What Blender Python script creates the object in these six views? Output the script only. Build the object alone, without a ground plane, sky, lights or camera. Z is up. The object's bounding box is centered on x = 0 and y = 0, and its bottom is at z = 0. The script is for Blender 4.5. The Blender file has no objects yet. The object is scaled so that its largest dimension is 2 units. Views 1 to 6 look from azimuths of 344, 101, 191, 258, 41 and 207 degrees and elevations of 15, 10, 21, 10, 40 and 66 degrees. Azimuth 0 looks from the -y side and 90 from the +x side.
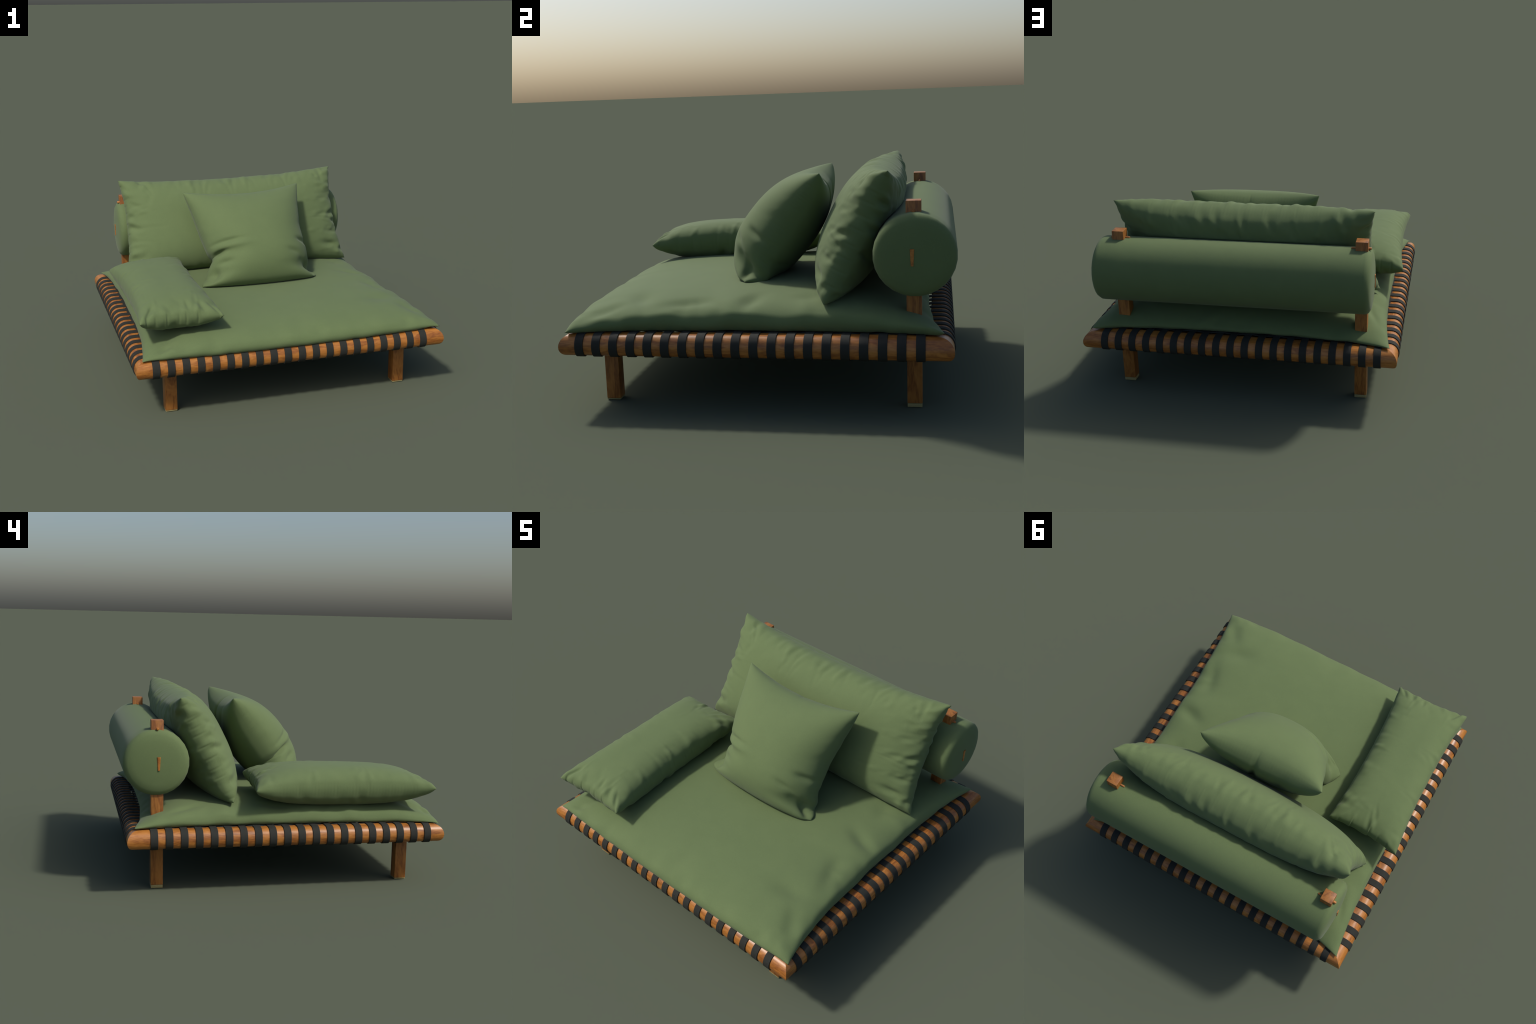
import bpy, bmesh, math
import numpy as np
from mathutils import Vector, Matrix

# ------------------------------------------------------------------ materials
def new_mat(name):
    m = bpy.data.materials.new(name); m.use_nodes = True
    nt = m.node_tree
    return m, nt, nt.nodes["Principled BSDF"]

def node(nt, kind, **inp):
    n = nt.nodes.new(kind)
    for k, v in inp.items():
        n.inputs[k.replace("_", " ")].default_value = v
    return n

def ramp(nt, fac, stops):
    r = nt.nodes.new("ShaderNodeValToRGB")
    e = r.color_ramp.elements
    while len(e) < len(stops): e.new(0.5)
    for el, (p, c) in zip(e, stops):
        el.position = p; el.color = (*c, 1)
    nt.links.new(fac, r.inputs[0])
    return r.outputs[0]

def fabric_material(name, dark, light, thread=900.0):
    m, nt, b = new_mat(name)
    tc = nt.nodes.new("ShaderNodeTexCoord")
    n1 = node(nt, "ShaderNodeTexNoise", Scale=9.0, Detail=4.0, Roughness=0.6)
    nt.links.new(tc.outputs["Object"], n1.inputs["Vector"])
    col = ramp(nt, n1.outputs["Fac"], [(0.3, dark), (0.7, light)])
    # weave: two crossed sets of threads broken up by fine noise
    n2 = node(nt, "ShaderNodeTexNoise", Scale=260.0, Detail=2.0, Roughness=0.7)
    nt.links.new(tc.outputs["Object"], n2.inputs["Vector"])
    mixc = nt.nodes.new("ShaderNodeMix"); mixc.data_type = "RGBA"; mixc.blend_type = "MULTIPLY"
    mixc.inputs["Factor"].default_value = 0.35
    nt.links.new(col, mixc.inputs["A"])
    grain = ramp(nt, n2.outputs["Fac"], [(0.25, (0.72, 0.72, 0.72)), (0.75, (1.18, 1.18, 1.18))])
    nt.links.new(grain, mixc.inputs["B"])
    nt.links.new(mixc.outputs["Result"], b.inputs["Base Color"])
    bump = node(nt, "ShaderNodeBump", Strength=0.12, Distance=0.002)
    nt.links.new(n2.outputs["Fac"], bump.inputs["Height"])
    nt.links.new(bump.outputs[0], b.inputs["Normal"])
    b.inputs["Roughness"].default_value = 0.85
    b.inputs["Specular IOR Level"].default_value = 0.22
    b.inputs["Sheen Weight"].default_value = 0.08
    b.inputs["Sheen Roughness"].default_value = 0.5
    return m

def wood_material(name, axis, tone=1.0, rough=0.38):
    """grain runs along the given object axis"""
    m, nt, b = new_mat(name)
    tc = nt.nodes.new("ShaderNodeTexCoord")
    mp = nt.nodes.new("ShaderNodeMapping")
    sc = [13.0, 13.0, 13.0]; sc[axis] = 2.8
    mp.inputs["Scale"].default_value = sc
    info = nt.nodes.new("ShaderNodeObjectInfo")
    shift = nt.nodes.new("ShaderNodeVectorMath"); shift.operation = "SCALE"
    shift.inputs[0].default_value = (17.0, 31.0, 23.0)
    nt.links.new(info.outputs["Random"], shift.inputs["Scale"])
    nt.links.new(shift.outputs[0], mp.inputs["Location"])
    nt.links.new(tc.outputs["Object"], mp.inputs["Vector"])
    big = node(nt, "ShaderNodeTexNoise", Scale=1.3, Detail=4.0, Roughness=0.55, Distortion=1.0)
    nt.links.new(mp.outputs[0], big.inputs["Vector"])
    # growth rings drawn from the broad noise
    mul = nt.nodes.new("ShaderNodeMath"); mul.operation = "MULTIPLY"; mul.inputs[1].default_value = 26.0
    nt.links.new(big.outputs["Fac"], mul.inputs[0])
    sn = nt.nodes.new("ShaderNodeMath"); sn.operation = "SINE"
    nt.links.new(mul.outputs[0], sn.inputs[0])
    fine = node(nt, "ShaderNodeTexNoise", Scale=9.0, Detail=5.0, Roughness=0.65)
    nt.links.new(mp.outputs[0], fine.inputs["Vector"])
    a1 = nt.nodes.new("ShaderNodeMath"); a1.operation = "MULTIPLY_ADD"
    a1.inputs[1].default_value = 0.085
    nt.links.new(sn.outputs[0], a1.inputs[0])
    a2 = nt.nodes.new("ShaderNodeMath"); a2.operation = "MULTIPLY_ADD"
    a2.inputs[1].default_value = 0.55
    nt.links.new(fine.outputs["Fac"], a2.inputs[0])
    a3 = nt.nodes.new("ShaderNodeMath"); a3.operation = "MULTIPLY"; a3.inputs[1].default_value = 0.45
    nt.links.new(big.outputs["Fac"], a3.inputs[0])
    nt.links.new(a3.outputs[0], a2.inputs[2])
    nt.links.new(a2.outputs[0], a1.inputs[2])
    t = tone
    col = ramp(nt, a1.outputs[0], [
        (0.32, (0.21 * t, 0.066 * t, 0.012 * t)),
        (0.46, (0.315 * t, 0.113 * t, 0.020 * t)),
        (0.56, (0.375 * t, 0.142 * t, 0.026 * t)),
        (0.70, (0.440 * t, 0.180 * t, 0.038 * t))])
    nt.links.new(col, b.inputs["Base Color"])
    bump = node(nt, "ShaderNodeBump", Strength=0.12, Distance=0.002)
    nt.links.new(a1.outputs[0], bump.inputs["Height"])
    nt.links.new(bump.outputs[0], b.inputs["Normal"])
    b.inputs["Roughness"].default_value = rough
    return m

def plain_material(name, c1, c2, scale, rough):
    m, nt, b = new_mat(name)
    tc = nt.nodes.new("ShaderNodeTexCoord")
    n1 = node(nt, "ShaderNodeTexNoise", Scale=scale, Detail=3.0)
    nt.links.new(tc.outputs["Object"], n1.inputs["Vector"])
    nt.links.new(ramp(nt, n1.outputs["Fac"], [(0.35, c1), (0.65, c2)]), b.inputs["Base Color"])
    bump = node(nt, "ShaderNodeBump", Strength=0.1, Distance=0.001)
    nt.links.new(n1.outputs["Fac"], bump.inputs["Height"])
    nt.links.new(bump.outputs[0], b.inputs["Normal"])
    b.inputs["Roughness"].default_value = rough
    b.inputs["Specular IOR Level"].default_value = 0.3
    return m

GREEN_D, GREEN_L = (0.112, 0.155, 0.064), (0.118, 0.162, 0.067)
FABRIC = fabric_material("green_canvas", GREEN_D, GREEN_L)
WOOD_X = wood_material("oiled_wood_x", 0)
WOOD_Y = wood_material("oiled_wood_y", 1)
WOOD_Z = wood_material("oiled_wood_z", 2, tone=0.80, rough=0.5)
WEB = plain_material("dark_webbing", (0.018, 0.0188, 0.0158), (0.024, 0.025, 0.021), 300.0, 0.85)
PAD = plain_material("felt_pad", (0.21, 0.175, 0.072), (0.31, 0.265, 0.12), 500.0, 0.9)

# ------------------------------------------------------------------ helpers
def mesh_obj(name, verts, faces, mat, parent=None, smooth=None):
    me = bpy.data.meshes.new(name)
    me.from_pydata([tuple(map(float, v)) for v in verts], [], [tuple(map(int, f)) for f in faces])
    me.update()
    bm = bmesh.new(); bm.from_mesh(me)
    bmesh.ops.recalc_face_normals(bm, faces=bm.faces[:])
    bm.to_mesh(me); bm.free()
    me.materials.append(mat)
    ob = bpy.data.objects.new(name, me)
    bpy.context.scene.collection.objects.link(ob)
    if smooth is not None:
        me.shade_smooth()
        if smooth < 179: me.set_sharp_from_angle(angle=math.radians(smooth))
    if parent: ob.parent = parent
    return ob

def box(name, size, loc, mat, parent, bevel=0.004):
    bm = bmesh.new()
    bmesh.ops.create_cube(bm, size=1.0)
    bmesh.ops.scale(bm, vec=size, verts=bm.verts[:])
    if bevel:
        bmesh.ops.bevel(bm, geom=bm.edges[:], offset=bevel, segments=2, affect="EDGES", profile=0.5)
    me = bpy.data.meshes.new(name); bm.to_mesh(me); bm.free()
    me.materials.append(mat)
    ob = bpy.data.objects.new(name, me)
    bpy.context.scene.collection.objects.link(ob)
    ob.location = loc; ob.parent = parent
    me.shade_smooth(); me.set_sharp_from_angle(angle=math.radians(35))
    return ob

def empty(name, loc=(0, 0, 0)):
    e = bpy.data.objects.new(name, None)
    bpy.context.scene.collection.objects.link(e)
    e.location = loc; e.empty_display_size = 0.1
    return e

# ------------------------------------------------------------------ the bed frame
daybed = empty("daybed")
daybed["label"] = "low wooden daybed with woven dark straps, green mattress and bolster"
daybed["category"] = "daybed"

Z0, Z1 = 0.288, 0.397            # rail bottom and top
XO, YF, YB = 0.988, -0.994, 0.982  # outer rail faces
RW = 0.112                        # rail width

def rail_profile(n=7):
    """(inward distance, height) round the rail section, outer edge softly rounded"""
    p = []
    for i in range(n + 1):        # lower outer round
        a = math.pi / 2 * i / n
        p.append((0.038 * (1 - math.sin(a)), Z0 + 0.046 * (1 - math.cos(a))))
    for i in range(n + 1):        # upper outer round
        a = math.pi / 2 * i / n
        p.append((0.058 * (1 - math.cos(a)), Z1 - 0.060 * (1 - math.sin(a))))
    p += [(RW - 0.008, Z1), (RW - 0.002, Z1 - 0.002), (RW, Z1 - 0.008),
          (RW, Z0 + 0.006), (RW - 0.006, Z0)]
    return p

PROF = rail_profile()

def rail(corner_a, corner_b, inward, mat):
    """mitred rail between two outer corners; inward is the unit normal into the bed"""
    a, b = np.array(corner_a, float), np.array(corner_b, float)
    d = (b - a) / np.linalg.norm(b - a); inn = np.array(inward, float)
    verts = []
    for s in (0, 1):
        for off, z in PROF:
            base = (a + d * off) if s == 0 else (b - d * off)
            q = base + inn * off
            verts.append((q[0], q[1], z))
    n = len(PROF)
    faces = [(i, (i + 1) % n, n + (i + 1) % n, n + i) for i in range(n)]
    faces += [tuple(range(n)), tuple(range(n, 2 * n))]
    ctr = np.append((a + b) / 2, 0)
    ob = mesh_obj("rail", [np.array(v) - ctr for v in verts], faces, mat, daybed, smooth=50)
    ob.location = ctr
    return ob

g = 0.0006
rail((-XO, YF), (XO, YF), (0, 1), WOOD_X)
rail((-XO, YB), (XO, YB), (0, -1), WOOD_X)
rail((-XO - 0, YF), (-XO, YB), (1, 0), WOOD_Y)
rail((XO, YF), (XO, YB), (-1, 0), WOOD_Y)

# cross beams under the webbing that tie the legs to the side rails
LX, LYF, LYB, LW = 0.756, -0.788, 0.789, 0.0745
for y in (LYF, LYB):
    box("crossbeam", (2 * (XO - RW) - 0.004, 0.066, 0.075), (0, y, Z0 + 0.048), WOOD_X, daybed)

# front legs, rear posts and their felt pads
def leg(x, y, top, pad):
    h = top - pad - 0.001
    ob = box("leg" if top < 0.5 else "post", (LW, LW, h), (x, y, pad + 0.001 + h / 2), WOOD_Z, daybed, 0.003)
    fp = box("foot_pad", (LW - 0.002, LW - 0.002, pad), (0, 0, -h / 2 - 0.001 - pad / 2), PAD, ob, 0.0015)
    return ob
for x in (-LX, LX):
    leg(x, LYF, Z0 + 0.07, 0.006)
    leg(x, LYB, 1.037, 0.019)

# ------------------------------------------------------------------ webbing straps
SW, ST = 0.0445, 0.0058           # strap width, thickness

def offset_poly(pts, d):
    """offset an open 2D polyline to its left by d"""
    P = np.array(pts); out = []
    for i in range(len(P)):
        t = P[min(i + 1, len(P) - 1)] - P[max(i - 1, 0)]
        t /= np.linalg.norm(t)
        out.append(P[i] + d * np.array([-t[1], t[0]]))
    return np.array(out)

def strap_mesh(lo, hi, crossings, phase, width=SW):
    """band in the plane (s, z): hooked round one rail, woven across, round the other"""
    wrap = [(RW, Z0 + 0.03), (RW, Z0 + 0.006), (RW - 0.006, Z0)] + PROF[:16]
    left = [(lo + o, z) for o, z in wrap]
    right = [(hi - o, z) for o, z in wrap][::-1]
    mid = []
    s0, s1 = lo + RW + 0.02, hi - RW - 0.02
    for k in range(97):
        s = s0 + (s1 - s0) * k / 96
        j = (s - crossings[0]) / (crossings[-1] - crossings[0]) * (len(crossings) - 1)
        edge = min(1.0, min(s - s0, s1 - s) / 0.08)
        mid.append((s, Z1 - 0.005 + edge * 0.0038 * math.cos(math.pi * (j + phase))))
    path = left + [(lo + RW - 0.01, Z1)] + mid + [(hi - RW + 0.01, Z1)] + right
    inner = offset_poly(path, 0.0004)
    outer = offset_poly(path, ST)
    verts, faces = [], []
    e = 0.0012
    for (a, b) in zip(inner, outer):
        m = a + (b - a) * 0.65
        verts += [(-width / 2, a[0], a[1]), (-width / 2, m[0], m[1]), (-width / 2 + e, b[0], b[1]),
                  (width / 2 - e, b[0], b[1]), (width / 2, m[0], m[1]), (width / 2, a[0], a[1])]
    n = len(path)
    for i in range(n - 1):
        for k in range(6):
            faces.append((i * 6 + k, i * 6 + (k + 1) % 6, i * 6 + 6 + (k + 1) % 6, i * 6 + 6 + k))
    faces += [tuple(range(6)), tuple(range((n - 1) * 6, n * 6))]
    return verts, faces

NS = 20
xs = [-0.869 + (0.8445 + 0.869) * i / (NS - 1) for i in range(NS)]      # straps running front to back
ys = [-0.8835 + (0.823 + 0.8835) * i / (NS - 1) for i in range(NS)]     # straps running side to side
def lay_straps(lo, hi, cross, places, turned):
    protos = []
    for ph in (0, 1):
        v, f = strap_mesh(lo, hi, cross, ph)
        ob = mesh_obj("strap", v, f, WEB, daybed, smooth=40)
        protos.append(ob)
    for i, p in enumerate(places):
        ob = protos[i % 2] if i < 2 else protos[i % 2].copy()
        if i >= 2: bpy.context.scene.collection.objects.link(ob)
        ob.parent = daybed
        if turned:
            ob.rotation_euler = (0, 0, -math.pi / 2); ob.location = (0, p, 0.0)
        else:
            ob.location = (p, 0, 0)
lay_straps(YF, YB, ys, xs, False)
lay_straps(-XO, XO, xs, ys[::1], True)

# ------------------------------------------------------------------ bolster on the posts
BY, BZ, BR = 0.7955, 0.782, 0.2025
BX0, BX1 = -0.829, 0.903
def bolster():
    seg = 28
    # profile along x: flat, faintly domed caps with a rounded rim
    prof = [(BX0 - 0.004, 0.0), (BX0 - 0.0015, BR * 0.35), (BX0 + 0.004, BR * 0.65), (BX0 + 0.011, BR - 0.032),
            (BX0 + 0.022, BR - 0.012), (BX0 + 0.036, BR - 0.003), (BX0 + 0.05, BR)]
    body = [(BX0 + 0.06 + (BX1 - BX0 - 0.12) * k / 12, BR) for k in range(1, 12)]
    prof += body + [(BX1 - (x - BX0), r) for x, r in prof[::-1]]
    verts, faces = [], []
    for x, r in prof[1:-1]:
        for j in range(seg):
            a = 2 * math.pi * (j + 0.5) / seg
            verts.append((x, r * math.cos(a), r * math.sin(a)))
    n = len(prof) - 2
    for i in range(n - 1):
        for j in range(seg):
            faces.append((i * seg + j, i * seg + (j + 1) % seg, (i + 1) * seg + (j + 1) % seg, (i + 1) * seg + j))
    c0 = len(verts); verts.append((BX0 - 0.004, 0, 0)); verts.append((BX1 + 0.004, 0, 0))
    for j in range(seg):
        faces.append((c0, (j + 1) % seg, j))
        faces.append((c0 + 1, (n - 1) * seg + j, (n - 1) * seg + (j + 1) % seg))
    ob = mesh_obj("bolster", verts, faces, FABRIC, daybed, smooth=180)
    ob.location = (0, BY, BZ)
    return ob
bol = bolster()

# tapered wooden wedges let into the caps
def wedge(x, sgn):
    t, b, h, d = 0.0105, 0.006, 0.082, 0.012
    v = []
    for (w, z) in ((t, h / 2), (b, -h / 2)):
        for xx, k in ((-d, 1), (0.0025, 1), (0.0045, 0.6)):
            v += [(sgn * xx, -w * k, z), (sgn * xx, w * k, z)]
    f = [(0, 1, 7, 6), (0, 2, 8, 6), (1, 3, 9, 7), (2, 4, 10, 8), (3, 5, 11, 9), (4, 5, 11, 10),
         (0, 1, 3, 2), (2, 3, 5, 4), (6, 7, 9, 8), (8, 9, 11, 10)]
    ob = mesh_obj("wooden_wedge", v, f, WOOD_X, bol, smooth=30)
    ob.location = (x, 0.784 - BY, 0.779 - BZ)
wedge(BX1 + 0.003, 1); wedge(BX0 - 0.003, -1)

# pegs through the post heads, just above the bolster
def peg(x):
    prof = [(-0.066, 0.0045), (-0.064, 0.006), (0.05, 0.0085), (0.054, 0.007), (0.055, 0.003)]
    seg = 12; v, f = [], []
    for px, r in prof:
        for j in range(seg):
            a = 2 * math.pi * j / seg
            v.append((px, r * math.cos(a), r * math.sin(a)))
    for i in range(len(prof) - 1):
        for j in range(seg):
            f.append((i * seg + j, i * seg + (j + 1) % seg, (i + 1) * seg + (j + 1) % seg, (i + 1) * seg + j))
    f += [tuple(range(seg)), tuple(range((len(prof) - 1) * seg, len(prof) * seg))]
    ob = mesh_obj("peg", v, f, WOOD_X, daybed, smooth=40)
    ob.location = (x, 0.789, 0.986)
    if x < 0: ob.rotation_euler = (0, 0, math.pi)
    return ob
peg(-LX); peg(LX)

# ------------------------------------------------------------------ sewn cushions
def smooth_noise(shape, cells, rng):
    """band-limited random field on a grid (cosine-interpolated lattice)"""
    n, m = shape
    g = rng.standard_normal((cells[0] + 2, cells[1] + 2))
    x = np.linspace(0, cells[0], n); y = np.linspace(0, cells[1], m)
    i = np.minimum(x.astype(int), cells[0]); j = np.minimum(y.astype(int), cells[1])
    fx = x - i; fy = y - j
    fx = fx * fx * (3 - 2 * fx); fy = fy * fy * (3 - 2 * fy)
    a = g[i][:, j]; b = g[i + 1][:, j]; c = g[i][:, j + 1]; d = g[i + 1][:, j + 1]
    fx = fx[:, None]; fy = fy[None, :]
    return a * (1 - fx) * (1 - fy) + b * fx * (1 - fy) + c * (1 - fx) * fy + d * fx * fy

def noise_1d(x, rng, n=400):
    """smooth 1D noise in about -1..1, unit spacing, with unevenly spaced knots"""
    knots = np.cumsum(rng.uniform(0.55, 1.5, n)) - 20
    val = rng.uniform(0.35, 1.0, n) * np.where(np.arange(n) % 2, 1, -1)
    i = np.clip(np.searchsorted(knots, x) - 1, 0, n - 2)
    f = np.clip((x - knots[i]) / (knots[i + 1] - knots[i]), 0, 1)
    f = f * f * (3 - 2 * f)
    return val[i] * (1 - f) + val[i + 1] * f

def noise_2d(x, y, rng, n=64):
    """smooth lattice noise at arbitrary coordinates, unit cells"""
    g = rng.standard_normal((n, n))
    i, j = np.floor(x).astype(int), np.floor(y).astype(int)
    a, b = x - i, y - j
    a, b = a * a * (3 - 2 * a), b * b * (3 - 2 * b)
    p = lambda q, r: g[q % n, r % n]
    return p(i, j) * (1 - a) * (1 - b) + p(i + 1, j) * a * (1 - b) + p(i, j + 1) * (1 - a) * b + p(i + 1, j + 1) * a * b

def unit(v):
    return v / np.maximum(np.linalg.norm(v, axis=-1, keepdims=True), 1e-9)

class Cushion:
    """two flat panels sewn round the rim, puffed out, then relaxed as cloth so the
    spare cloth along the seams gathers into puckers"""
    def __init__(s, corners, res, front, back, bow=(0, 0, 0, 0), plump=(2.4, 0.55), arch=None,
                 seed=1, warp=None, spare=None, skew=(0.0, 0.0), bow_pow=2.0, back_plump=None, ears=()):
        # corners: (-,-) (+,-) (+,+) (-,+) in the panel's own u, v; bow: inward draw of the
        # edges u=-1, u=+1, v=-1, v=+1; front / back: half thickness each side
        c = [np.array(p, float) for p in corners]
        n, m = res
        s.res = res
        # vertices crowd slightly to the rim, where the puckers are
        u = np.linspace(-1, 1, n); v = np.linspace(-1, 1, m)
        U, V = np.meshgrid(u, v, indexing="ij"); s.U, s.V = U, V
        q = lambda A: A[..., None]
        mid = (q((1 - U) * (1 - V)) * c[0] + q((1 + U) * (1 - V)) * c[1] +
               q((1 + U) * (1 + V)) * c[2] + q((1 - U) * (1 + V)) * c[3]) / 4
        eu = unit((c[1] + c[2] - c[0] - c[3])); ev = unit((c[3] + c[2] - c[0] - c[1]))
        nn = unit(np.cross(eu, ev))
        bl, br, bb, bt = bow
        def draw(b, t):
            """inward draw along an edge: a plain bow, or (position, draw) pairs for an uneven one"""
            if isinstance(b, (int, float)): return b * (1 - np.abs(t) ** bow_pow)
            px, py = zip(*b)
            fine = np.linspace(-1, 1, 201); y = np.interp(fine, px, py)
            for _ in range(16): y[1:-1] = (y[:-2] + 2 * y[1:-1] + y[2:]) / 4
            return np.interp(t, fine, y)
        mid = mid + q(draw(bl, V) * (1 - U) / 2 - draw(br, V) * (1 + U) / 2) * eu
        mid = mid + q(draw(bb, U) * (1 - V) / 2 - draw(bt, U) * (1 + V) / 2) * ev
        if arch is not None: mid = mid + q(arch(U, V)) * nn
        if warp is not None: mid = mid + warp(U, V)
        a, p = plump
        if callable(p): p = p(U, V)
        Us, Vs = U + skew[0] * (1 - U * U), V + skew[1] * (1 - V * V)
        puff = (np.clip(1 - np.abs(Us) ** a, 0, 1) * np.clip(1 - np.abs(Vs) ** a, 0, 1)) ** p
        for eu_, ev_, rad, amt in ears:          # flattened corner flaps
            puff = puff * (1 - amt * np.exp(-((U - eu_) ** 2 + (V - ev_) ** 2) / rad ** 2))
        s.nn, s.eu, s.ev = nn, eu, ev
        F = mid + q(front * puff) * nn
        if back_plump is not None:
            bp_ = back_plump[1](U, V) if callable(back_plump[1]) else back_plump[1]
            puff = (np.clip(1 - np.abs(Us) ** back_plump[0], 0, 1) * np.clip(1 - np.abs(Vs) ** back_plump[0], 0, 1)) ** bp_
        B = mid - q(back * puff) * nn
        s.X = np.stack([F, B])
        s.goal = s.X.copy()
        s.rng = np.random.default_rng(seed)
        s.spare = np.ones_like(U) if spare is None else spare(U, V)

    def pucker(s, edges, pitch=0.05, side=(1.0, 1.0), dapple=0.5):
        """gathers running in from the seams; edges: (depth, reach) for u=-1, u=+1, v=-1, v=+1"""
        X = s.goal
        L = [np.linalg.norm(np.diff(X[0], axis=0), axis=-1).sum(0).max(), np.linalg.norm(np.diff(X[0], axis=1), axis=-1).sum(1).max()]
        nrm = s.normals(X)
        for k in (0, 1):
            h = np.zeros_like(s.U)
            for e, (dep, reach) in enumerate(edges):
                if dep == 0: continue
                along, across = (s.V, s.U) if e < 2 else (s.U, s.V)
                la, lc = (L[1], L[0]) if e < 2 else (L[0], L[1])
                sm = along * la / 2; d = (1 + across if e % 2 == 0 else 1 - across) * lc / 2
                slant = 0.9 * noise_1d(sm / 0.16, s.rng)          # the folds lean this way and that
                w = noise_1d((sm + slant * d) / pitch, s.rng)
                w2 = noise_1d((sm - slant * d * 0.7) / (pitch * 2.3), s.rng)
                far = reach * (0.75 + 0.55 * noise_1d(sm / (pitch * 1.6), s.rng))
                vary = 0.65 + 0.5 * noise_1d(sm / (pitch * 3.3), s.rng)
                dap = noise_2d((sm + 0.55 * d) / (pitch * 0.95), (d - 0.35 * sm) / (pitch * 1.5), s.rng)
                fall = np.exp(-(d / np.maximum(far, 0.01)) ** 1.3) * np.clip(0.10 + d / 0.030, 0, 1) * vary
                ends = np.clip((1 - np.abs(along)) * la / 2 / 0.05, 0.15, 1)
                h += dep * side[k] * fall * ends * ((1 - dapple) * (0.55 * w + 0.7 * (np.abs(w2) - 0.45)) + dapple * 0.75 * dap)
            X[k] += h[..., None] * nrm[k]
        for i in (0, -1):
            X[:, i] = X[:, i].mean(0); X[:, :, i] = X[:, :, i].mean(0)
        s.X = s.goal.copy()
        return s

    def dent(s, panel, u, v, ru, rv, depth, turn=0.0):
        """soft hollow (or swelling when negative) in one panel"""
        c, q = math.cos(turn), math.sin(turn)
        a = ((s.U - u) * c + (s.V - v) * q) / ru; b = (-(s.U - u) * q + (s.V - v) * c) / rv
        s.goal[panel] -= (depth * np.exp(-a * a - b * b))[..., None] * s.normals(s.goal)[panel]
        s.X = s.goal.copy()
        return s

    def relax(s, steps=60, iters=6, goal=(0.03, 0.006), noise=0.004, bend=0.12, gather=1.0, collide=None, press=0.0002):
        """let the spare cloth of the flat panels gather: along the rim the filled shape is
        shorter than the panel, so the panel buckles there into puckers"""
        X = s.X; n, m = s.res
        du = np.linalg.norm(np.diff(X, axis=1), axis=-1)
        dv = np.linalg.norm(np.diff(X, axis=2), axis=-1)
        W = np.percentile(du.sum(1), 90); H = np.percentile(dv.sum(2), 90)
        fu = np.maximum(W / du.sum(1, keepdims=True), 1.0); fv = np.maximum(H / dv.sum(2, keepdims=True), 1.0)
        ru = du * (1 + gather * s.spare[:-1] * (fu - 1)); rv = dv * (1 + gather * s.spare[:, :-1] * (fv - 1))
        rdA = np.linalg.norm(X[:, 1:, 1:] - X[:, :-1, :-1], axis=-1); rdB = np.linalg.norm(X[:, :-1, 1:] - X[:, 1:, :-1], axis=-1)
        k = 0.25 * (ru[:, :, 1:] + ru[:, :, :-1]) / (0.5 * (du[:, :, 1:] + du[:, :, :-1])) + \
            0.25 * (rv[:, 1:] + rv[:, :-1]) / (0.5 * (dv[:, 1:] + dv[:, :-1])) 
        rdA = rdA * k * 2 * 0.5 + rdA * 0.0; rdB = rdB * k
        nz = (0.7 * smooth_noise((n, m), (n // 3, m // 3), s.rng) + 0.6 * smooth_noise((n, m), (n // 7, m // 7), s.rng))
        edge = np.maximum(np.abs(s.U), np.abs(s.V))
        inner = np.clip(np.minimum((1 - np.abs(s.U)) * n, (1 - np.abs(s.V)) * m) / 2 / 9.0, 0, 1)   # 0 at rim, 1 nine cells in
        g = goal[1] + (goal[0] - goal[1]) * inner ** 1.5
        nrm = s.normals(X)
        for q in (0, 1):
            f = nz if q == 0 else np.roll(nz[::-1], 5, axis=1)
            X[q] += (noise * s.spare * f * (1 - 0.9 * inner) * np.clip((1 - edge) * 12, 0.25, 1))[..., None] * nrm[q]
        fixed = [(0, 0), (n - 1, 0), (0, m - 1), (n - 1, m - 1)]
        Vel = np.zeros_like(X)
        def proj(A, Bv, rest, k):
            d = Bv - A
            L = np.linalg.norm(d, axis=-1)
            corr = (k * 0.5 * (1 - rest / np.maximum(L, 1e-9)))[..., None] * d
            A += corr; Bv -= corr
        def sew(X):
            for i in (0, -1):
                X[:, i] = X[:, i].mean(0); X[:, :, i] = X[:, :, i].mean(0)
        for st in range(steps):
            P = X.copy()
            X = X + 0.85 * Vel
            if press: X = X + press * s.normals(X)
            for it in range(iters):
                for o in (0, 1):
                    proj(X[:, o:n - 1:2], X[:, o + 1:n:2], ru[:, o::2], 0.9)
                    proj(X[:, :, o:m - 1:2], X[:, :, o + 1:m:2], rv[:, :, o::2], 0.9)
                for o in (0, 1):
                    proj(X[:, o:n - 1:2, :-1], X[:, o + 1:n:2, 1:], rdA[:, o::2], 0.2)
                    proj(X[:, o:n - 1:2, 1:], X[:, o + 1:n:2, :-1], rdB[:, o::2], 0.2)
                D = X - s.goal
                lap = np.zeros_like(X)
                lap[:, 1:-1] += 0.5 * (D[:, 2:] + D[:, :-2]) - D[:, 1:-1]
                lap[:, :, 1:-1] += 0.5 * (D[:, :, 2:] + D[:, :, :-2]) - D[:, :, 1:-1]
                lap[:, (0, -1)] = 0; lap[:, :, (0, -1)] = 0
                X += bend * lap
                X += g[None, ..., None] * (s.goal - X)
                for i, j in fixed: X[:, i, j] = s.goal[:, i, j]
                sew(X)
                if collide is not None: X = collide(X)
            Vel = np.clip(X - P, -0.006, 0.006)
        s.X = X
        return s

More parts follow.
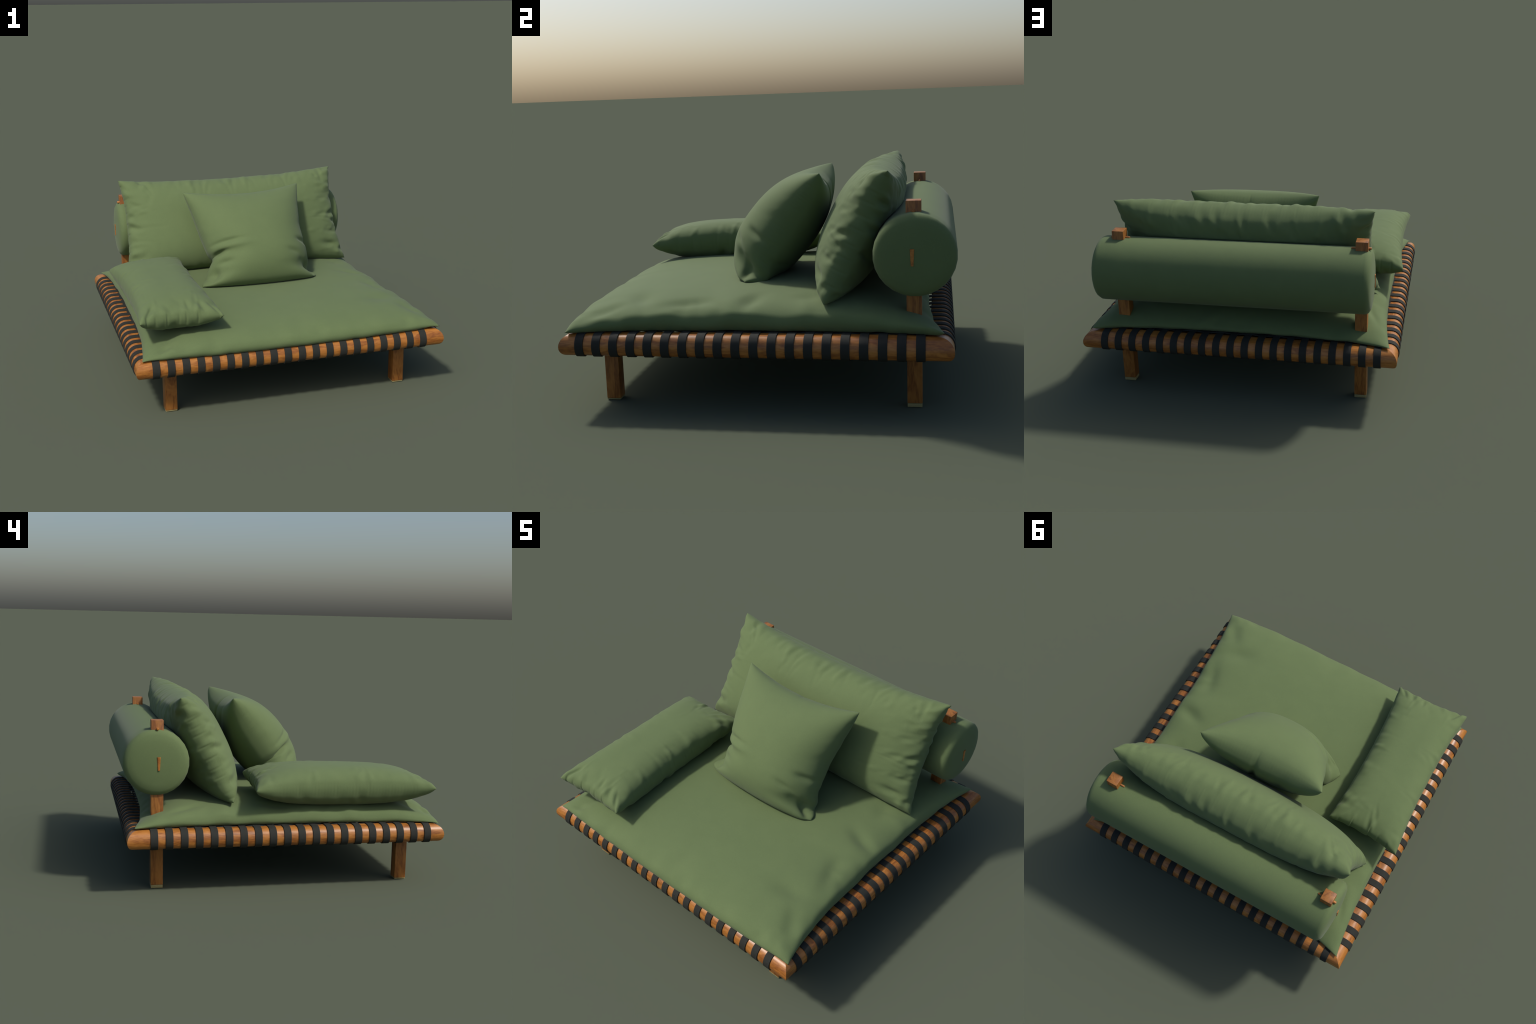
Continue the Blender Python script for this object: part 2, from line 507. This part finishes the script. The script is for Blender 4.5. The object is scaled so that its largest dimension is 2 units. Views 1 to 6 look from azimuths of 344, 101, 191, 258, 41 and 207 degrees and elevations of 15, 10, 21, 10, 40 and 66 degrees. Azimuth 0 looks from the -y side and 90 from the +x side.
    def normals(s, X):
        a = np.gradient(X, axis=1); b = np.gradient(X, axis=2)
        nr = unit(np.cross(a, b)); nr[1] *= -1
        return nr

    def build(s, name, parent=None, levels=1):
        n, m = s.res
        idx = np.arange(2 * n * m).reshape(2, n, m)
        rim = np.zeros((n, m), bool); rim[0] = rim[-1] = True; rim[:, 0] = rim[:, -1] = True
        idx[1][rim] = idx[0][rim]
        V = s.X.reshape(-1, 3)
        used = np.unique(idx); remap = -np.ones(2 * n * m, int); remap[used] = np.arange(len(used))
        ctr = s.goal.mean((0, 1, 2))
        faces = []
        for k in (0, 1):
            I = remap[idx[k]]
            qd = np.stack([I[:-1, :-1], I[1:, :-1], I[1:, 1:], I[:-1, 1:]], -1).reshape(-1, 4)
            faces += (qd if k == 0 else qd[:, ::-1]).tolist()
        ob = mesh_obj(name, V[used] - ctr, faces, FABRIC, parent, smooth=180)
        ob.location = ctr
        sub = ob.modifiers.new("subdivision", "SUBSURF"); sub.levels = levels; sub.render_levels = levels
        # the stitched seam stays crisp, the corners stay pointed
        me = ob.data
        onrim = np.zeros(len(used), bool); onrim[remap[idx[0][rim]]] = True
        cr = me.attributes.new("crease_edge", "FLOAT", "EDGE")
        ev = np.zeros(len(me.edges) * 2, np.int32); me.edges.foreach_get("vertices", ev); ev = ev.reshape(-1, 2)
        cr.data.foreach_set("value", np.where(onrim[ev].all(1), 0.35, 0.0).astype(np.float32))
        cv = me.attributes.new("crease_vert", "FLOAT", "POINT")
        val = np.zeros(len(used), np.float32)
        for i, j in ((0, 0), (n - 1, 0), (0, m - 1), (n - 1, m - 1)): val[remap[idx[0][i, j]]] = 0.8
        cv.data.foreach_set("value", val)
        return ob

# mattress -------------------------------------------------------------
SEAT = [(-0.949, -0.972, 0.399), (0.975, -0.962, 0.408), (0.940, 0.936, 0.415), (-0.943, 0.941, 0.411)]
FLOOR = Z1 + 0.005
def seat_floor(X):
    """webbing level, falling away over the rounded outer edge of the rails"""
    off = np.minimum(np.minimum(XO - np.abs(X[..., 0]), X[..., 1] - YF), YB - X[..., 1])
    t = np.clip(1 - off / 0.058, 0, 0.9)
    X[..., 2] = np.maximum(X[..., 2], FLOOR - 0.060 * (1 - np.sqrt(1 - t * t)))
    return X
def seat_lift(U, V):
    """the seam rides up between the corners, most along the right-hand side, in slow waves"""
    rng = np.random.default_rng(31)
    fade_v, fade_u = 1 - np.abs(V) ** 9, 1 - np.abs(U) ** 9
    wave = lambda t: 1 + 0.55 * noise_1d(t * 4.5 + 9, rng)
    h = 0.020 * fade_u * fade_v
    h = h + np.clip(U, 0, 1) ** 5 * fade_v * 0.030 * wave(V)
    h = h + np.clip(-U, 0, 1) ** 5 * fade_v * 0.014 * wave(V * 1.5)
    h = h + np.clip(-V, 0, 1) ** 5 * fade_u * 0.016 * (0.45 + 0.55 * wave(U * 1.5))
    h = h + np.clip(V, 0, 1) ** 5 * fade_u * 0.010 * wave(U * 1.5)
    return h
seat = Cushion(SEAT, (140, 140), 0.130, 0.10, bow=(0.066, 0.074, -0.022,
               [(-1, 0), (-0.8, 0.048), (-0.4, 0.080), (0, 0.086), (0.4, 0.082), (0.8, 0.050), (1, 0)]), plump=(3.4, lambda U, V: 0.38 + 0.32 * np.clip(V, 0, 1) ** 4 + 0.11 * np.clip(-V, 0, 1) ** 2), arch=seat_lift,
               bow_pow=3.2, back_plump=(6.0, lambda U, V: 0.20 + 0.14 * np.clip(-V, 0, 1) ** 4), seed=4)
seat.goal = seat_floor(seat.goal)
seat.pucker([(0.014, 0.08), (0.020, 0.12), (0.022, 0.05), (0.014, 0.08)], pitch=0.09)
# soft hollows along the right side and near the front corners
for u, v, ru, rv, dep, turn in ((0.78, -0.62, 0.12, 0.06, 0.018, 0.3), (0.88, -0.36, 0.05, 0.12, 0.014, 0.3), (0.86, 0.0, 0.11, 0.05, 0.020, -0.4),
                                (0.80, 0.32, 0.06, 0.09, 0.009, 0.2), (0.90, -0.80, 0.05, 0.10, 0.012, 0.5), (-0.84, -0.86, 0.05, 0.09, 0.014, -0.6), (-0.86, -0.945, 0.05, 0.025, 0.014, 0.4),
                                (-0.90, 0.70, 0.03, 0.10, 0.012, 0.3), (-0.91, 0.1, 0.03, 0.12, 0.010, -0.2)):
    seat.dent(0, u, v, ru, rv, dep, turn)
seat.relax(collide=seat_floor)
seat.build("seat_cushion", daybed)

SN = 120
SX = np.linspace(-1, 1, SN)
def height_map(X):
    """top surface of the mattress sampled on a square lattice, for things resting on it"""
    H = np.full((SN, SN), FLOOR)
    i = np.clip(np.round((X[0, ..., 0] + 1) / 2 * (SN - 1)).astype(int), 0, SN - 1)
    j = np.clip(np.round((X[0, ..., 1] + 1) / 2 * (SN - 1)).astype(int), 0, SN - 1)
    np.maximum.at(H, (i, j), X[0, ..., 2])
    for _ in range(2):                       # close pinholes
        G = H.copy()
        for dx, dy in ((1, 0), (-1, 0), (0, 1), (0, -1)):
            G = np.maximum(G, np.roll(np.roll(H, dx, 0), dy, 1) - 0.01)
        H = G
    for _ in range(3):
        H = (H + np.roll(H, 1, 0) + np.roll(H, -1, 0) + np.roll(H, 1, 1) + np.roll(H, -1, 1)) / 5
    return H
HM = height_map(seat.X)
def seat_top(P, sink=0.0):
    fx = np.clip((P[..., 0] + 1) / 2 * (SN - 1), 0, SN - 1.001); fy = np.clip((P[..., 1] + 1) / 2 * (SN - 1), 0, SN - 1.001)
    i, j = fx.astype(int), fy.astype(int); a, b = fx - i, fy - j
    return (HM[i, j] * (1 - a) * (1 - b) + HM[i + 1, j] * a * (1 - b) + HM[i, j + 1] * (1 - a) * b + HM[i + 1, j + 1] * a * b) - sink
def rest_on_seat(sink, bolster_too=False):
    def f(X):
        X[..., 2] = np.maximum(X[..., 2], seat_top(X, sink))
        if bolster_too:
            dy, dz = X[..., 1] - BY, X[..., 2] - BZ
            d = np.hypot(dy, dz); k = np.where(d < BR + 0.002, (BR + 0.002) / np.maximum(d, 1e-6), 1.0)
            X[..., 1] = BY + dy * k; X[..., 2] = BZ + dz * k
        return X
    return f

# big back pillow leaning on the bolster --------------------------------
bp = Cushion([(-0.832, 0.325, 0.532), (0.845, 0.348, 0.534), (0.827, 0.67, 1.185), (-0.82, 0.652, 1.17)], (160, 72),
             0.19, 0.175, bow=(0.042, 0.048, 0.012, 0.045), bow_pow=2.6, plump=(2.8, 0.44), skew=(0, 0.02), seed=7)
bp.pucker([(0.023, 0.11), (0.027, 0.14), (0.006, 0.06), (0.022, 0.12)], pitch=0.046)
for u, v, ru, rv, dep, turn in ((0.86, -0.72, 0.07, 0.07, 0.020, 0.5), (0.93, -0.45, 0.06, 0.05, 0.014, 0.2), (-0.90, -0.70, 0.05, 0.08, 0.014, -0.3)):
    bp.dent(0, u, v, ru, rv, dep, turn)
bp.relax(gather=0.55, noise=0.003, collide=rest_on_seat(0.012, True))
o = bp.build("back_pillow")
o["label"] = "long plump green back pillow with puckered seams"; o["category"] = "pillow"

# square pillow ----------------------------------------------------------
def slumped_corners(U, V):
    """the lower corners lie down on the seat as blunt flaps: the side seam first runs back, then up"""
    side = np.abs(U) ** 5
    bend = side * np.exp(-((V + 0.78) / 0.17) ** 2)
    tip = np.exp(-((1 - np.abs(U)) ** 2 + (1 + V) ** 2) / 0.11 ** 2)
    d = np.zeros(U.shape + (3,))
    d[..., 0] = -0.030 * np.sign(U) * tip + 0.018 * np.sign(U) * bend
    d[..., 1] = 0.050 * bend + 0.012 * tip
    d[..., 2] = -0.042 * bend
    return d
sp = Cushion([(-0.412, -0.160, 0.562), (0.462, -0.152, 0.564), (0.433, 0.291, 1.146), (-0.421, 0.264, 1.136)], (84, 78),
             0.205, 0.19, bow=([(-1, 0), (-0.94, 0.02), (-0.82, 0.085), (-0.63, 0.105), (-0.45, 0.135), (-0.3, 0.105), (0.15, 0.068), (0.6, 0.037), (1, 0)],
                              [(-1, 0), (-0.92, 0.02), (-0.83, 0.080), (-0.76, 0.088), (-0.68, 0.072), (0, 0.073), (0.5, 0.042), (1, 0)], -0.014, 0.058),
             plump=(2.3, 0.52), back_plump=(2.5, 0.40), skew=(0, 0.12), seed=11, ears=((-1, -1, 0.24, 0.6), (1, -1, 0.22, 0.6)),
             warp=slumped_corners, arch=lambda U, V: 0.03 * (1 - np.abs(U) ** 4) * ((1 - V) / 2) ** 4)
sp.pucker([(0.003, 0.06), (0.003, 0.06), (0.003, 0.05), (0.002, 0.06)], pitch=0.06)
# squashed on the seat, it folds above each lower corner
for k, u, v, ru, rv, dep, turn in ((0, -0.66, -0.22, 0.26, 0.040, 0.012, 0.10), (0, -0.60, -0.33, 0.30, 0.05, -0.008, 0.10),
                                   (0, -0.95, -0.43, 0.16, 0.035, 0.030, 0.15), (0, -0.78, -0.62, 0.13, 0.055, 0.014, -0.1),
                                   (0, -0.88, -0.80, 0.05, 0.12, 0.020, 0.3), (0, -0.80, -0.90, 0.06, 0.03, 0.010, 0.5), (0, 0.88, -0.32, 0.13, 0.05, 0.016, -0.2),
                                   (0, 0.62, -0.55, 0.16, 0.05, 0.010, -0.3), (0, 0.92, -0.84, 0.045, 0.12, 0.026, 0.0),
                                   (0, 0.80, -0.70, 0.10, 0.06, 0.010, -0.5),
                                   (1, 0.12, 0.72, 0.05, 0.30, 0.020, 0.1), (1, -0.35, 0.80, 0.10, 0.16, 0.010, 0.3), (1, -0.75, -0.4, 0.20, 0.05, 0.010, 0.2),
                                   (1, 0.75, -0.45, 0.20, 0.05, 0.010, -0.2)):
    sp.dent(k, u, v, ru, rv, dep, turn)
sp.relax(gather=0.3, collide=rest_on_seat(0.004))
o = sp.build("square_pillow")
o["label"] = "square green throw pillow with pointed corners"; o["category"] = "pillow"

# oblong side pillow -------------------------------------------------------
lp = Cushion([(-0.947, -0.947, 0.62), (-0.438, -0.928, 0.618), (-0.478, 0.21, 0.662), (-0.961, 0.217, 0.629)], (58, 116),
             0.118, 0.13, bow=(0.03, 0.03, 0.03, 0.03), plump=(3.0, 0.45), seed=21)
lp.pucker([(0.012, 0.09), (0.015, 0.11), (0.018, 0.10), (0.018, 0.10)], pitch=0.05)
for u, v, ru, rv, dep, turn in ((-0.75, -0.92, 0.10, 0.035, 0.016, 0.6), (0.2, -0.9, 0.06, 0.05, 0.010, 0.0), (0.82, -0.93, 0.10, 0.03, 0.010, -0.6)):
    lp.dent(0, u, v, ru, rv, dep, turn)
lp.relax(collide=rest_on_seat(0.025))
o = lp.build("oblong_pillow")
o["label"] = "oblong green side pillow lying on the mattress"; o["category"] = "pillow"
